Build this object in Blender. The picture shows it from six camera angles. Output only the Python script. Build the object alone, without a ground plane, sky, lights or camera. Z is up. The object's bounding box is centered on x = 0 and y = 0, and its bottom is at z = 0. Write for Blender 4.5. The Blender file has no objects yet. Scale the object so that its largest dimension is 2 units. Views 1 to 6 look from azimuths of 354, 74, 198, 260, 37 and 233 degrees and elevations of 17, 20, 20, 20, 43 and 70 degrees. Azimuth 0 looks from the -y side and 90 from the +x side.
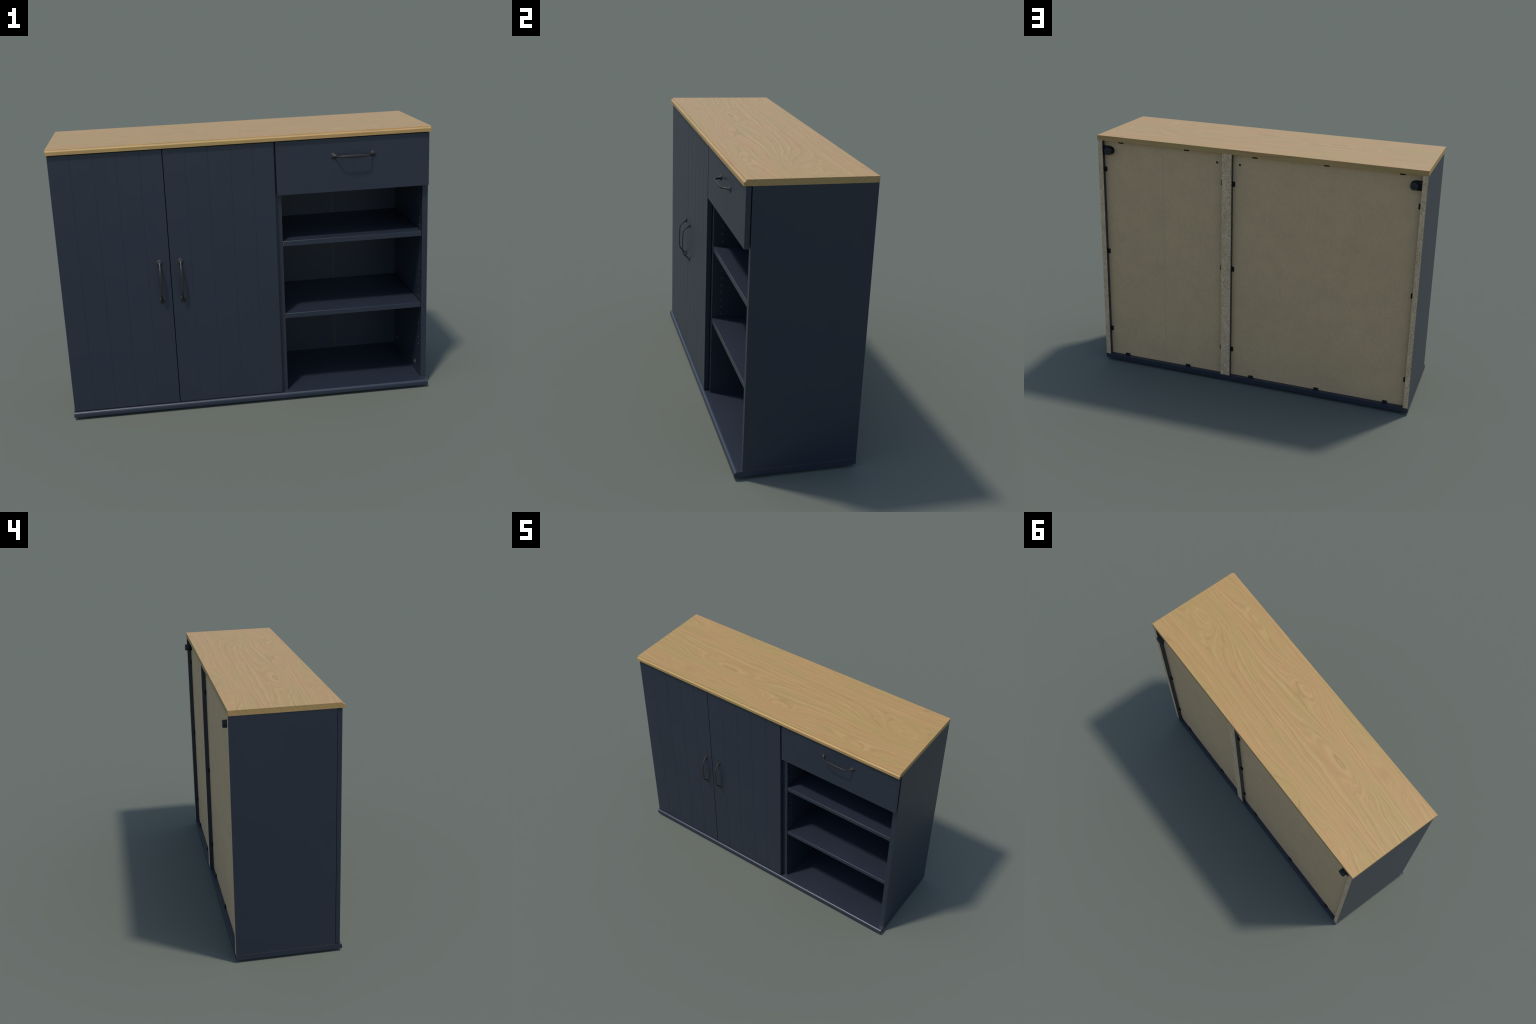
import bpy, bmesh, math
from mathutils import Vector, Matrix

# --------------------------------------------------------------------------
# A two-door sideboard with a drawer, an open shelf bay, an oak-veneer top,
# bare particle-board back edges and clipped-in hardboard back panels.
# Frame: metres, front of the cabinet faces -y.
# --------------------------------------------------------------------------
TOP_Z0, TOP_Z1 = 1.4678, 1.4977        # oak top
FRONT_Y, BACK_Y = -0.3056, 0.3170      # top and base, front and back
BASE_Z0, BASE_Z1 = 0.0135, 0.0430      # base board
PANEL_Y0 = -0.2645                     # front of carcass panels
SIDE_OUT, SIDE_IN = 0.9981, 0.9680     # side panel outer / inner x
DIV_X0, DIV_X1 = 0.1355, 0.1960        # divider (double thickness)
DOOR_Y0, DOOR_Y1 = -0.2930, -0.2682    # door and drawer-front thickness
DOOR_Z0, DOOR_Z1 = 0.0468, 1.4622
BOARD_Y0, BOARD_Y1 = 0.2843, 0.2899    # hardboard back

scene = bpy.context.scene


# ------------------------------------------------------------- materials ---
def new_mat(name):
    m = bpy.data.materials.new(name)
    m.use_nodes = True
    nt = m.node_tree
    nt.nodes.clear()
    out = nt.nodes.new("ShaderNodeOutputMaterial")
    bsdf = nt.nodes.new("ShaderNodeBsdfPrincipled")
    nt.links.new(bsdf.outputs[0], out.inputs[0])
    return m, nt, bsdf


class N:
    """Small helper for wiring math nodes."""
    def __init__(self, nt):
        self.nt = nt

    def _in(self, sock, v):
        if isinstance(v, (int, float)):
            sock.default_value = v
        elif isinstance(v, tuple):
            sock.default_value = v
        else:
            self.nt.links.new(v, sock)

    def math(self, op, a, b=0.0, c=None):
        n = self.nt.nodes.new("ShaderNodeMath")
        n.operation = op
        self._in(n.inputs[0], a)
        self._in(n.inputs[1], b)
        if c is not None:
            self._in(n.inputs[2], c)
        return n.outputs[0]

    def coords(self):
        return self.nt.nodes.new("ShaderNodeTexCoord").outputs["Object"]

    def mapping(self, vec, scale=(1, 1, 1), loc=(0, 0, 0)):
        n = self.nt.nodes.new("ShaderNodeMapping")
        self._in(n.inputs["Vector"], vec)
        n.inputs["Scale"].default_value = scale
        n.inputs["Location"].default_value = loc
        return n.outputs[0]

    def noise(self, vec, scale=1.0, detail=2.0, rough=0.5, dist=0.0):
        n = self.nt.nodes.new("ShaderNodeTexNoise")
        self._in(n.inputs["Vector"], vec)
        n.inputs["Scale"].default_value = scale
        n.inputs["Detail"].default_value = detail
        n.inputs["Roughness"].default_value = rough
        n.inputs["Distortion"].default_value = dist
        return n.outputs[0]

    def ramp(self, fac, stops):
        n = self.nt.nodes.new("ShaderNodeValToRGB")
        self._in(n.inputs[0], fac)
        el = n.color_ramp.elements
        while len(el) < len(stops):
            el.new(0.5)
        for e, (p, c) in zip(el, stops):
            e.position = p
            e.color = (*c, 1)
        return n.outputs[0]

    def mix(self, fac, a, b, mode="MIX"):
        n = self.nt.nodes.new("ShaderNodeMix")
        n.data_type = "RGBA"
        n.blend_type = mode
        self._in(n.inputs[0], fac)
        self._in(n.inputs[6], a if not (isinstance(a, tuple) and len(a) == 3) else (*a, 1))
        self._in(n.inputs[7], b if not (isinstance(b, tuple) and len(b) == 3) else (*b, 1))
        return n.outputs[2]

    def bump(self, height, strength, dist, bsdf):
        n = self.nt.nodes.new("ShaderNodeBump")
        n.inputs["Strength"].default_value = strength
        n.inputs["Distance"].default_value = dist
        self._in(n.inputs["Height"], height)
        self.nt.links.new(n.outputs[0], bsdf.inputs["Normal"])


def navy_paint():
    m, nt, b = new_mat("navy_lacquer")
    h = N(nt)
    p = h.coords()
    big = h.noise(p, 3.0, 2.0)
    fine = h.noise(p, 160.0, 2.0)
    col = h.ramp(big, [(0.35, (0.0182, 0.0245, 0.0382)), (0.65, (0.0195, 0.0261, 0.0407))])
    b.inputs["Roughness"].default_value = 0.38
    b.inputs["Specular IOR Level"].default_value = 0.56
    nt.links.new(col, b.inputs["Base Color"])
    h.bump(fine, 0.03, 0.001, b)
    return m


# Centres of the flat-sawn figure in the veneer: x, y, half length, half width, height
GRAIN_EYES = [
    (0.080, -0.190, 0.150, 0.055, 7.5),
    (0.840, 0.012, 0.260, 0.085, 9.5),
    (0.640, -0.232, 0.160, 0.040, 5.5),
    (-0.420, -0.060, 0.320, 0.060, 6.5),
    (-0.400, 0.292, 0.090, 0.034, 4.5),
    (0.330, 0.300, 0.160, 0.030, 3.5),
    (0.720, 0.290, 0.150, 0.028, 3.0),
    (-0.640, -0.250, 0.240, 0.045, 4.5),
    (-0.760, 0.245, 0.140, 0.036, 4.0),
]


def oak_veneer():
    m, nt, b = new_mat("oak_veneer")
    h = N(nt)
    p = h.coords()
    sep = nt.nodes.new("ShaderNodeSeparateXYZ")
    warp_x = h.noise(h.mapping(p, (1.6, 5.0, 4.0)), 1.6, 2.0)
    warp_y = h.noise(h.mapping(p, (1.9, 7.0, 4.0), (4.1, 2.3, 0)), 1.4, 3.0, 0.55)
    nt.links.new(p, sep.inputs[0])
    x = h.math("ADD", sep.outputs[0], h.math("MULTIPLY_ADD", warp_x, 0.16, -0.08))
    y = h.math("ADD", sep.outputs[1], h.math("MULTIPLY_ADD", warp_y, 0.048, -0.024))
    yz = h.math("SUBTRACT", y, sep.outputs[2])
    field = h.math("MULTIPLY", yz, 54.0)
    for ex, ey, sx, sy, amp in GRAIN_EYES:
        dx = h.math("DIVIDE", h.math("SUBTRACT", x, ex), sx)
        dy = h.math("DIVIDE", h.math("SUBTRACT", y, ey), sy)
        r2 = h.math("ADD", h.math("MULTIPLY", dx, dx), h.math("MULTIPLY", dy, dy))
        fall = h.math("DIVIDE", amp * 1.25, h.math("ADD", 1.0, r2))
        field = h.math("ADD", field, fall)
    wob = h.noise(h.mapping(p, (3.0, 22.0, 22.0)), 1.5, 3.0, 0.6)
    field = h.math("ADD", field, h.math("MULTIPLY", wob, 0.9))
    streak_y = h.math("ADD", y, h.math("MULTIPLY", field, 0.004))
    rings = h.noise(nt_combine(nt, field), 1.35, 3.0, 0.62)
    streak = h.noise(h.mapping(nt_warp(nt, sep, streak_y), (4.2, 110.0, 110.0)), 1.6, 3.0, 0.6)
    pores = h.noise(h.mapping(p, (14.0, 420.0, 420.0)), 1.0, 2.0, 0.5)
    hue = h.noise(h.mapping(nt_warp(nt, sep, y), (1.1, 11.0, 11.0), (1.7, 0.4, 0)), 1.6, 3.0, 0.55)
    grain = h.math("ADD", h.math("MULTIPLY", rings, 0.72), h.math("MULTIPLY", streak, 0.28))
    tone = h.ramp(grain, [(0.36, (0.316, 0.197, 0.0630)), (0.45, (0.374, 0.239, 0.0800)),
                          (0.54, (0.415, 0.269, 0.0930)), (0.65, (0.462, 0.305, 0.1110))])
    tint = h.ramp(hue, [(0.38, (0.978, 0.982, 0.922)), (0.62, (1.042, 0.953, 0.975))])
    col = h.mix(1.0, tone, tint, "MULTIPLY")
    dark = h.ramp(pores, [(0.30, (0.90, 0.88, 0.86)), (0.42, (1, 1, 1))])
    col = h.mix(0.6, col, dark, "MULTIPLY")
    nt.links.new(col, b.inputs["Base Color"])
    b.inputs["Roughness"].default_value = 0.5
    h.bump(pores, 0.05, 0.0006, b)
    return m


def nt_warp(nt, sep, y):
    """Object position with its y replaced by the grain-warped y."""
    n = nt.nodes.new("ShaderNodeCombineXYZ")
    nt.links.new(sep.outputs[0], n.inputs[0])
    nt.links.new(y, n.inputs[1])
    nt.links.new(sep.outputs[2], n.inputs[2])
    return n.outputs[0]


def nt_combine(nt, x):
    n = nt.nodes.new("ShaderNodeCombineXYZ")
    nt.links.new(x, n.inputs[0])
    return n.outputs[0]


def hardboard():
    m, nt, b = new_mat("hardboard")
    h = N(nt)
    p = h.coords()
    cloud = h.noise(h.mapping(p, (1, 1, 1)), 9.0, 4.0, 0.6)
    fibre = h.noise(h.mapping(p, (140, 60, 70)), 1.0, 3.0, 0.6)
    f = h.math("ADD", h.math("MULTIPLY", cloud, 0.40), h.math("MULTIPLY", fibre, 0.60))
    col = h.ramp(f, [(0.36, (0.500, 0.338, 0.180)), (0.64, (0.580, 0.392, 0.208))])
    nt.links.new(col, b.inputs["Base Color"])
    b.inputs["Roughness"].default_value = 0.8
    h.bump(fibre, 0.1, 0.001, b)
    return m


def particle_board():
    m, nt, b = new_mat("particle_board")
    h = N(nt)
    p = h.coords()
    flake = nt.nodes.new("ShaderNodeTexVoronoi")
    flake.inputs["Scale"].default_value = 1.0
    nt.links.new(h.mapping(p, (230, 230, 150)), flake.inputs["Vector"])
    bw = nt.nodes.new("ShaderNodeRGBToBW")
    nt.links.new(flake.outputs["Color"], bw.inputs[0])
    fine = h.noise(h.mapping(p, (420, 420, 240)), 1.0, 3.0, 0.65)
    cloud = h.noise(h.mapping(p, (30, 30, 14)), 1.0, 2.0)
    f = h.math("ADD", h.math("MULTIPLY", bw.outputs[0], 0.35),
               h.math("ADD", h.math("MULTIPLY", fine, 0.40), h.math("MULTIPLY", cloud, 0.25)))
    col = h.ramp(f, [(0.28, (0.345, 0.222, 0.112)), (0.48, (0.520, 0.362, 0.206)),
                     (0.70, (0.725, 0.530, 0.335))])
    nt.links.new(col, b.inputs["Base Color"])
    b.inputs["Roughness"].default_value = 0.85
    h.bump(f, 0.3, 0.002, b)
    return m


def plain(name, col, rough, metallic=0.0, var=0.08, scale=60.0):
    m, nt, b = new_mat(name)
    h = N(nt)
    n = h.noise(h.coords(), scale, 2.0)
    lo = tuple(c * (1 - var) for c in col)
    hi = tuple(c * (1 + var) for c in col)
    nt.links.new(h.ramp(n, [(0.3, lo), (0.7, hi)]), b.inputs["Base Color"])
    b.inputs["Roughness"].default_value = rough
    b.inputs["Metallic"].default_value = metallic
    return m


NAVY = navy_paint()
OAK = oak_veneer()
HARD = hardboard()
CHIP = particle_board()
IRON = plain("blackened_iron", (0.046, 0.043, 0.041), 0.42, 0.6)
BLACK = plain("black_plastic", (0.0030, 0.0031, 0.0034), 0.55)
BLACK.node_tree.nodes["Principled BSDF"].inputs["Specular IOR Level"].default_value = 0.22
RUBBER = plain("black_rubber", (0.0085, 0.0090, 0.0092), 0.6)
VOID = plain("painted_hole_shade", (0.002, 0.002, 0.002), 0.9)
GREY = plain("grey_plastic", (0.075, 0.085, 0.085), 0.45)
RAW = plain("raw_brown_edge", (0.22, 0.145, 0.078), 0.8, 0.0, 0.2, 90.0)
TAPE = plain("fold_tape", (0.43, 0.335, 0.215), 0.7)
CREASE = plain("fold_crease", (0.150, 0.092, 0.045), 0.8)
STEEL = plain("zinc_fitting", (0.26, 0.20, 0.14), 0.5, 0.4)


# -------------------------------------------------------------- geometry ---
def keep_flats_flat(me):
    """Mark edges between a large flat face and a narrow rounding as sharp,
    so that big panels keep one normal and do not shade like pillows."""
    area = {}
    for p in me.polygons:
        for k in p.edge_keys:
            area.setdefault(k, []).append(p.area)
    for e in me.edges:
        a = area.get(e.key, [])
        if len(a) == 2 and max(a) > 4.0 * min(a) and max(a) > 0.004:
            e.use_edge_sharp = True


def finish(bm, name, mats, parent, smooth=40):
    bmesh.ops.recalc_face_normals(bm, faces=bm.faces)
    me = bpy.data.meshes.new(name)
    bm.to_mesh(me)
    bm.free()
    for mt in mats:
        me.materials.append(mt)
    if smooth:
        for poly in me.polygons:
            poly.use_smooth = True
        me.set_sharp_from_angle(angle=math.radians(smooth))
        keep_flats_flat(me)
    ob = bpy.data.objects.new(name, me)
    scene.collection.objects.link(ob)
    ob.parent = parent
    return ob


def add_box(bm, x0, x1, y0, y1, z0, z1, bevel=0.0, seg=2):
    r = bmesh.ops.create_cube(bm, size=1.0)
    for v in r["verts"]:
        v.co = Vector(((x0 + x1) / 2 + v.co.x * (x1 - x0),
                       (y0 + y1) / 2 + v.co.y * (y1 - y0),
                       (z0 + z1) / 2 + v.co.z * (z1 - z0)))
    if bevel:
        edges = {e for v in r["verts"] for e in v.link_edges}
        bmesh.ops.bevel(bm, geom=list(edges), offset=bevel, segments=seg,
                        profile=0.5, affect="EDGES")


def cut(bm, co, no):
    bmesh.ops.bisect_plane(bm, geom=bm.verts[:] + bm.edges[:] + bm.faces[:],
                           plane_co=co, plane_no=no, dist=1e-6)


def tag(bm, idx, test):
    for f in bm.faces:
        if test(f.calc_center_median(), f.normal):
            f.material_index = idx


def extrude_profile(bm, pts, axis, a, b):
    """Closed outline pts (2D) swept along an axis from a to b with end caps."""
    def co(p, t):
        return {"x": (t, p[0], p[1]), "z": (p[0], p[1], t)}[axis]
    r0 = [bm.verts.new(co(p, a)) for p in pts]
    r1 = [bm.verts.new(co(p, b)) for p in pts]
    n = len(pts)
    for i in range(n):
        j = (i + 1) % n
        bm.faces.new((r0[i], r0[j], r1[j], r1[i]))
    bm.faces.new(r0[::-1])
    bm.faces.new(r1)


def add_disc(bm, centre, axis, rings, n=32, cap0=True, cap1=True):
    """Turned body: rings = [(distance along axis, radius)]."""
    ax = Vector(axis).normalized()
    u = ax.orthogonal().normalized()
    w = ax.cross(u)
    loops = []
    for d, r in rings:
        c = Vector(centre) + ax * d
        loops.append([bm.verts.new(c + (u * math.cos(t) + w * math.sin(t)) * r)
                      for t in (2 * math.pi * k / n for k in range(n))])
    for A, B in zip(loops, loops[1:]):
        for k in range(n):
            j = (k + 1) % n
            bm.faces.new((A[k], A[j], B[j], B[k]))
    if cap0:
        bm.faces.new(loops[0][::-1])
    if cap1:
        bm.faces.new(loops[-1])


# ------------------------------------------------------------- the thing ---
root = bpy.data.objects.new("sideboard", None)
scene.collection.objects.link(root)
root.empty_display_size = 0.2
root["label"] = "navy blue sideboard with oak top, two doors, drawer and open shelves"
root["category"] = "sideboard"

# Oak top: square back, coved front edge
cove_y, cove_z = -0.2935, 1.4855
prof = [(BACK_Y, TOP_Z0), (BACK_Y, TOP_Z1 - 0.0008), (BACK_Y - 0.0008, TOP_Z1), (cove_y + 0.0004, TOP_Z1)]
for k in range(9):                                   # concave quarter
    t = math.pi / 2 * k / 8
    prof.append((FRONT_Y - 0.000 + (cove_y - FRONT_Y) * math.cos(t) * 0.97,
                 TOP_Z1 - 0.0012 - (TOP_Z1 - 0.0012 - cove_z) * math.sin(t)))
prof += [(FRONT_Y, cove_z - 0.001), (FRONT_Y, TOP_Z0 + 0.001), (FRONT_Y + 0.001, TOP_Z0)]
bm = bmesh.new()
extrude_profile(bm, prof, "x", -1.0, 1.0)
finish(bm, "worktop", [OAK], root, 30)

# Base board: rounded-over front edge
prof = [(BACK_Y, BASE_Z0), (BACK_Y, BASE_Z1 - 0.0006), (BACK_Y - 0.0006, BASE_Z1)]
R_y, R_z = 0.0150, 0.0165
for k in range(9):
    t = math.pi / 2 * k / 8
    prof.append((FRONT_Y + R_y - R_y * math.sin(t) ** 0.85, BASE_Z1 - R_z + R_z * max(0.0, math.cos(t)) ** 0.85))
prof += [(FRONT_Y, BASE_Z0 + 0.001), (FRONT_Y + 0.001, BASE_Z0)]
bm = bmesh.new()
extrude_profile(bm, prof, "x", -0.9996, 0.9996)
finish(bm, "base_board", [NAVY], root, 30)


# Carcass panels: laminate on the faces, bare chipboard on the back edge
def carcass_panel(name, x0, x1):
    bm = bmesh.new()
    add_box(bm, x0, x1, PANEL_Y0, BACK_Y, BASE_Z1, TOP_Z0, 0.0009, 2)
    cut(bm, (0, 0, BASE_Z1 + 0.0012), (0, 0, 1))
    cut(bm, (0, BACK_Y - 0.0006, 0), (0, 1, 0))
    bm.normal_update()
    tag(bm, 2, lambda c, n: c.z < BASE_Z1 + 0.0011)
    tag(bm, 1, lambda c, n: c.y > BACK_Y - 0.0006 and x0 + 0.0003 < c.x < x1 - 0.0003)
    return finish(bm, name, [NAVY, CHIP, RAW], root, 30)


carcass_panel("side_panel", SIDE_IN, SIDE_OUT)
carcass_panel("side_panel", -SIDE_OUT, -SIDE_IN)
carcass_panel("divider", DIV_X0, DIV_X1)

# Hardboard backs; the narrow bay's board is folded along its middle
def back_board(x0, x1, fold=None):
    bm = bmesh.new()
    z0, z1 = BASE_Z1 + 0.0002, TOP_Z0 - 0.0002
    if fold is None:
        add_box(bm, x0, x1, BOARD_Y0, BOARD_Y1, z0, z1)
    else:
        add_box(bm, x0, fold - 0.0013, BOARD_Y0, BOARD_Y1, z0, z1)
        add_box(bm, fold + 0.0013, x1, BOARD_Y0, BOARD_Y1, z0, z1)
    bm.normal_update()
    tag(bm, 1, lambda c, n: n.y < -0.5)
    ob = finish(bm, "back_board", [HARD, NAVY], root, 0)
    if fold is not None:
        bm = bmesh.new()
        add_box(bm, fold - 0.0012, fold + 0.0012, BOARD_Y0 + 0.0006, BOARD_Y1 - 0.0001, z0, z1)
        bm.normal_update()
        tag(bm, 1, lambda c, n: n.y < -0.5)
        finish(bm, "fold_strip", [TAPE, CREASE], ob, 0)


back_board(-SIDE_IN + 0.0003, DIV_X0 - 0.0003)
back_board(DIV_X1 + 0.0003, SIDE_IN - 0.0003, 0.5820)


# Doors: tongue-and-groove look, V grooves at a regular pitch
def grooved_door(x0, x1, first, pitch, count):
    g, d, ch = 0.0020, 0.0010, 0.0010
    pts = [(x0, DOOR_Y1), (x1, DOOR_Y1), (x1, DOOR_Y0 + ch), (x1 - ch, DOOR_Y0)]
    for k in reversed(range(count)):
        c = first + pitch * k
        pts += [(c + g, DOOR_Y0), (c + 0.0006, DOOR_Y0 + d), (c - 0.0006, DOOR_Y0 + d), (c - g, DOOR_Y0)]
    pts += [(x0 + ch, DOOR_Y0), (x0, DOOR_Y0 + ch)]
    bm = bmesh.new()
    extrude_profile(bm, pts, "z", DOOR_Z0, DOOR_Z1)
    return finish(bm, "door", [NAVY], root, 20)


GAP = -0.4152
PITCH = 0.1168
doors = [grooved_door(-0.9935, GAP - 0.0017, -0.8836, PITCH, 4),
         grooved_door(GAP + 0.0017, 0.1610, -0.2990, PITCH, 4)]

# Drawer: front board and a box behind it
bm = bmesh.new()
add_box(bm, 0.1703, 0.9932, DOOR_Y0, DOOR_Y1, 1.1780, DOOR_Z1, 0.0012, 2)
drawer = finish(bm, "drawer", [NAVY], root, 30)
bm = bmesh.new()
bx0, bx1, by1, bz0, bz1 = 0.222, 0.942, 0.230, 1.212, 1.410
add_box(bm, bx0, bx0 + 0.020, DOOR_Y1, by1, bz0, bz1, 0.001, 1)
add_box(bm, bx1 - 0.020, bx1, DOOR_Y1, by1, bz0, bz1, 0.001, 1)
add_box(bm, bx0 + 0.0205, bx1 - 0.0205, by1 - 0.020, by1, bz0, bz1, 0.001, 1)
add_box(bm, bx0 + 0.0205, bx1 - 0.0205, DOOR_Y1, by1 - 0.0205, bz0 + 0.010, bz0 + 0.016)
finish(bm, "drawer_box", [NAVY], drawer, 30)


# Bow handle: lofted ellipses, (along, out, tilt, half width, half thickness)
def bow_handle(parent, cx, cz, vertical):
    half = [
        (0.1057, 0.0000, 0.0, 0.0168, 0.0168),
        (0.1057, 0.0016, 0.0, 0.0171, 0.0171),
        (0.1056, 0.0027, 0.0, 0.0162, 0.0162),
        (0.1022, 0.0034, 4.0, 0.0120, 0.0122),
        (0.0990, 0.0054, 18.0, 0.0082, 0.0084),
        (0.0955, 0.0102, 35.0, 0.0057, 0.0054),
        (0.0915, 0.0170, 44.0, 0.0043, 0.0040),
        (0.0860, 0.0232, 45.0, 0.0043, 0.0036),
        (0.0800, 0.0298, 47.0, 0.0047, 0.0034),
        (0.0735, 0.0350, 54.0, 0.0052, 0.0033),
        (0.0660, 0.0385, 68.0, 0.0058, 0.0032),
        (0.0570, 0.0403, 83.0, 0.0064, 0.0031),
        (0.0400, 0.0413, 88.0, 0.0076, 0.0031),
        (0.0200, 0.0418, 89.0, 0.0087, 0.0031),
        (0.0000, 0.0420, 90.0, 0.0091, 0.0031),
    ]
    rings = half + [(-s, o, 180 - t, a, b) for s, o, t, a, b in half[-2::-1]]
    bm = bmesh.new()
    loops, n = [], 24
    for s, o, tilt, a, b in rings:
        t = math.radians(tilt)
        # tangent leaves the door (0 deg) and turns to run along the grip (90 deg)
        nrm = (math.cos(t), math.sin(t))            # in-plane ring axis: along, out
        loop = []
        for k in range(n):
            q = 2 * math.pi * k / n
            lat = a * math.cos(q)
            inp = b * math.sin(q)
            al, out = s + inp * nrm[0], o + inp * nrm[1]
            y = DOOR_Y0 - out * 0.968
            loop.append(bm.verts.new((cx + lat, y, cz + al) if vertical else (cx + al, y, cz + lat)))
        loops.append(loop)
    for A, B in zip(loops, loops[1:]):
        for k in range(n):
            j = (k + 1) % n
            bm.faces.new((A[k], A[j], B[j], B[k]))
    bm.faces.new(loops[0])
    bm.faces.new(loops[-1][::-1])
    return finish(bm, "handle", [IRON], parent, 50)


bow_handle(doors[0], -0.4705, 0.7542, True)
bow_handle(doors[1], -0.3597, 0.7542, True)
bow_handle(drawer, 0.5833, 1.3695, False)


# Loose shelves with unlaminated ends
def shelf(z0, z1):
    x0, x1 = 0.1985, 0.9640
    bm = bmesh.new()
    add_box(bm, x0, x1, PANEL_Y0 + 0.0012, BOARD_Y0 - 0.002, z0, z1, 0.0019, 3)
    for xc in (x0 + 0.0011, x1 - 0.0011):
        cut(bm, (xc, 0, 0), (1, 0, 0))
    tag(bm, 1, lambda c, n: c.x < x0 + 0.0011 or c.x > x1 - 0.0011)
    return finish(bm, "shelf", [NAVY, RAW], root, 30)


shelf(0.8885, 0.9172)
shelf(0.4738, 0.5024)

# Shelf-pin holes (drilled rims showing raw board) in both bay walls
PIN_Z0, PIN_STEP = 0.2336, 0.04163
bm = bmesh.new()
add_disc(bm, (0, 0, 0), (1, 0, 0), [(0, 0.0034), (0.0003, 0.0034), (0.0003, 0.0018), (-0.0002, 0.0011)], 16, True, True)
pin = finish(bm, "shelf_pin_hole", [RAW], root, 30)
first = True
for wall, sgn in ((SIDE_IN, -1), (DIV_X1, 1)):
    for row_y in (-0.2147, 0.1156):
        for k in range(22):
            z = PIN_Z0 + PIN_STEP * k
            if 0.470 < z < 0.506 or 0.885 < z < 0.920 or (sgn > 0 and k < 5) or k == 2:
                continue
            ob = pin if first else pin.copy()
            if not first:
                scene.collection.objects.link(ob)
            first = False
            ob.parent = root
            ob.location = (wall, row_y, z)
            ob.scale = (sgn, 1, 1)

# Cam fittings low on the bay wall
bm = bmesh.new()
add_disc(bm, (0, 0, 0), (1, 0, 0), [(-0.0004, 0.0120), (0.0005, 0.0120), (0.0005, 0.0085), (-0.0008, 0.0080), (-0.0008, 0.0035), (0.0004, 0.0030)], 24)
cam = finish(bm, "cam_fitting", [STEEL], root, 30)
spots = [(SIDE_IN, -1, y) for y in (-0.1527, 0.2197)]
for i, (wall, sgn, y) in enumerate(spots):
    ob = cam if i == 0 else cam.copy()
    if i:
        scene.collection.objects.link(ob)
    ob.parent = root
    ob.location = (wall, y, 0.0985)
    ob.scale = (sgn, 1, 1)

# Feet: shallow plastic glides
bm = bmesh.new()
add_disc(bm, (0, 0, 0), (0, 0, 1), [(0.0, 0.0200), (0.0006, 0.0235), (0.0035, 0.0290), (0.0090, 0.0325), (0.0136, 0.0330)], 40)
foot = finish(bm, "foot", [GREY], root, 30)
for i, (x, y) in enumerate([(-0.953, -0.262), (0.953, -0.262), (-0.953, 0.270), (0.953, 0.270), (0.166, -0.262), (0.166, 0.270)]):
    ob = foot if i == 0 else foot.copy()
    if i:
        scene.collection.objects.link(ob)
    ob.parent = root
    ob.location = (x, y, 0)

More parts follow.
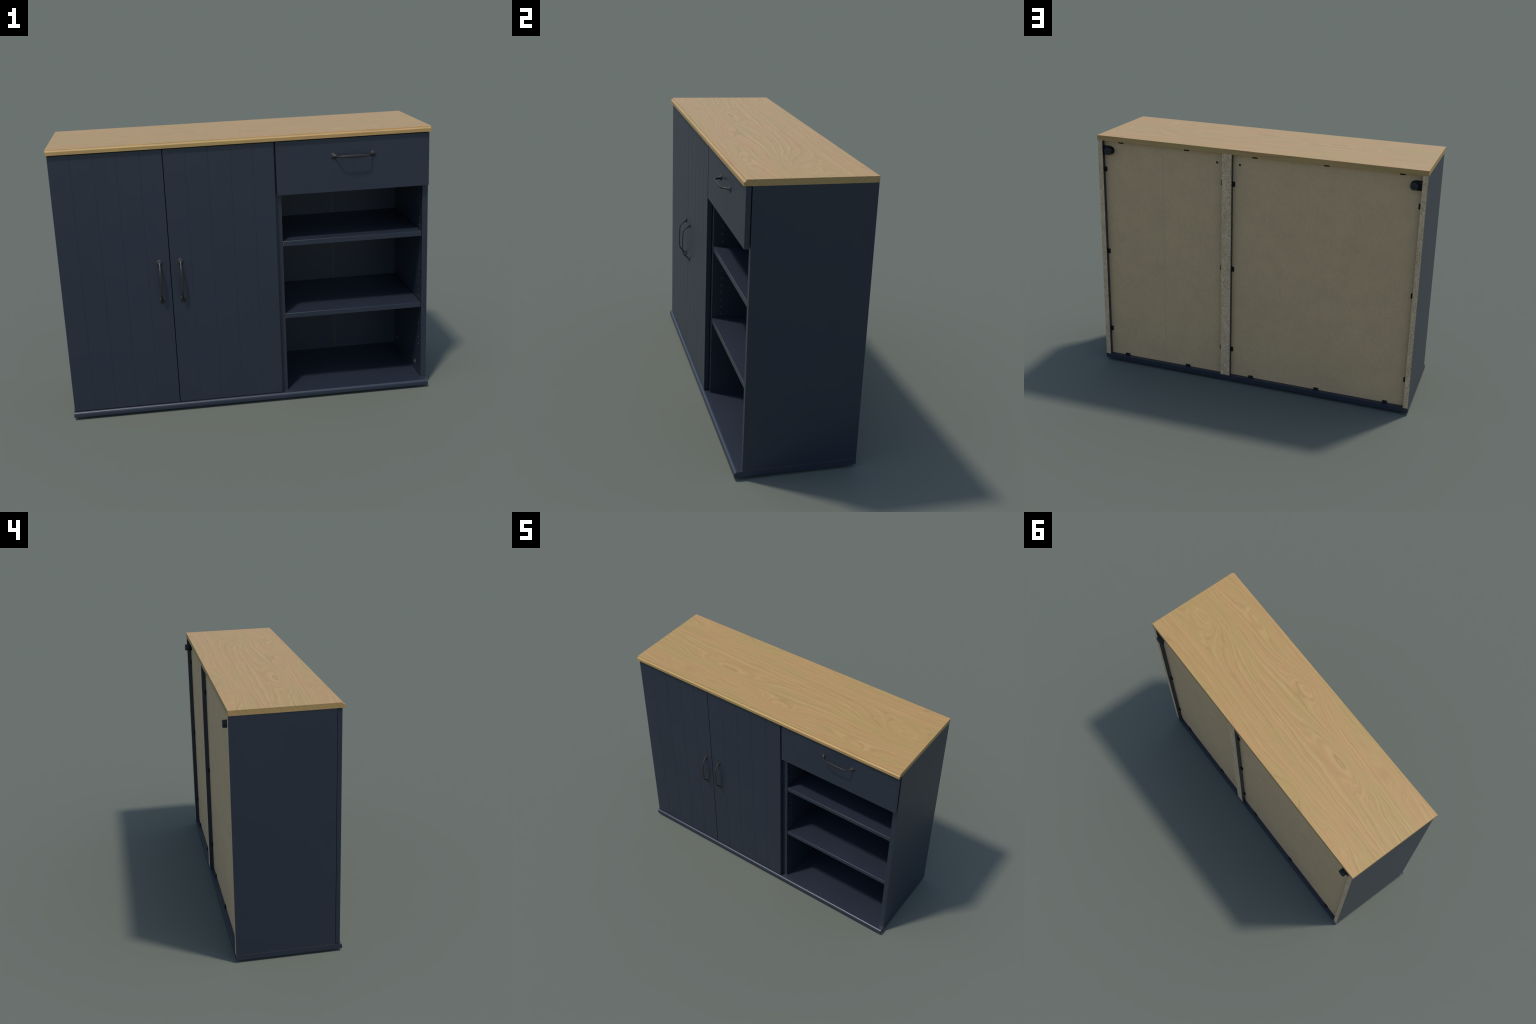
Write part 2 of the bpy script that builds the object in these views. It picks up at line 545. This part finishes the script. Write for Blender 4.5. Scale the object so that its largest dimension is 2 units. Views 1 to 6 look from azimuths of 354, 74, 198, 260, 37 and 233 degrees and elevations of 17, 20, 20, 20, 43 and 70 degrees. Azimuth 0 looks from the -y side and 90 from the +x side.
# Back clips: little wedges that hold the hardboard against the rim.
# Local frame: clip body grows along +z away from the rim, +y away from the board.
bm = bmesh.new()
prof = [(0.0, -0.001), (0.0105, -0.001), (0.0110, 0.0040), (0.0095, 0.0100), (0.0060, 0.0135), (0.0, 0.0135)]
extrude_profile(bm, prof, "x", -0.0142, 0.0142)
bmesh.ops.bevel(bm, geom=bm.edges[:], offset=0.0008, segments=1, affect="EDGES")
clip = finish(bm, "back_clip", [BLACK], root, 30)
ROW_X = [0.855, 0.4275, 0.0020, -0.4243, -0.8530]
COL_Z = [1.287, 0.7548, 0.2198]
places = [((x, BOARD_Y1, BASE_Z1), 0.0) for x in ROW_X]
places += [((x, BOARD_Y1, TOP_Z0), math.pi) for x in ROW_X]
for z in COL_Z:
    places += [((SIDE_IN, BOARD_Y1, z), -math.pi / 2), ((DIV_X1, BOARD_Y1, z), math.pi / 2),
               ((DIV_X0, BOARD_Y1, z), -math.pi / 2), ((-SIDE_IN, BOARD_Y1, z), math.pi / 2)]
for i, (loc, ang) in enumerate(places):
    ob = clip if i == 0 else clip.copy()
    if i:
        scene.collection.objects.link(ob)
    ob.parent = root
    ob.location = loc
    ob.rotation_euler = (0, ang, 0)

# Near-black discs painting the unlit inside of two holes beside the divider
bm = bmesh.new()
add_disc(bm, (0, 0, 0), (0, 1, 0), [(-0.001, 0.0068), (0.0004, 0.0068)], 20)
hole = finish(bm, "hole_shade_disc", [VOID], root, 30)
for i, x in enumerate((0.2358, 0.0943)):
    ob = hole if i == 0 else hole.copy()
    if i:
        scene.collection.objects.link(ob)
    ob.parent = root
    ob.location = (x, BOARD_Y1, 1.4052)


# Wall bumpers: bracket on the side panel with a rubber-tipped screw
def wall_bumper(sx):
    cx, cz = 0.9265 * sx, 1.4065
    wall = SIDE_IN * sx
    bm = bmesh.new()
    add_box(bm, min(cx, wall), max(cx, wall), BOARD_Y1 - 0.001, 0.3095, cz - 0.0262, cz + 0.0262, 0.0015, 2)
    add_disc(bm, (cx, BOARD_Y1 - 0.001, cz), (0, 1, 0),
             [(0, 0.0262), (0.0155, 0.0262), (0.0175, 0.0245)], 8)
    br = finish(bm, "wall_bumper", [BLACK], root, 30)
    bm = bmesh.new()
    add_disc(bm, (cx, 0.309, cz), (0, 1, 0),
             [(0, 0.0216), (0.0232, 0.0216), (0.0262, 0.0204), (0.0274, 0.0186), (0.0274, 0.0034), (0.0180, 0.0030)], 40)
    bm.normal_update()
    tag(bm, 1, lambda c, n: (c - Vector((cx, c.y, cz))).length < 0.0034)
    finish(bm, "bumper_tip", [RUBBER, VOID], br, 25)


wall_bumper(1)
wall_bumper(-1)
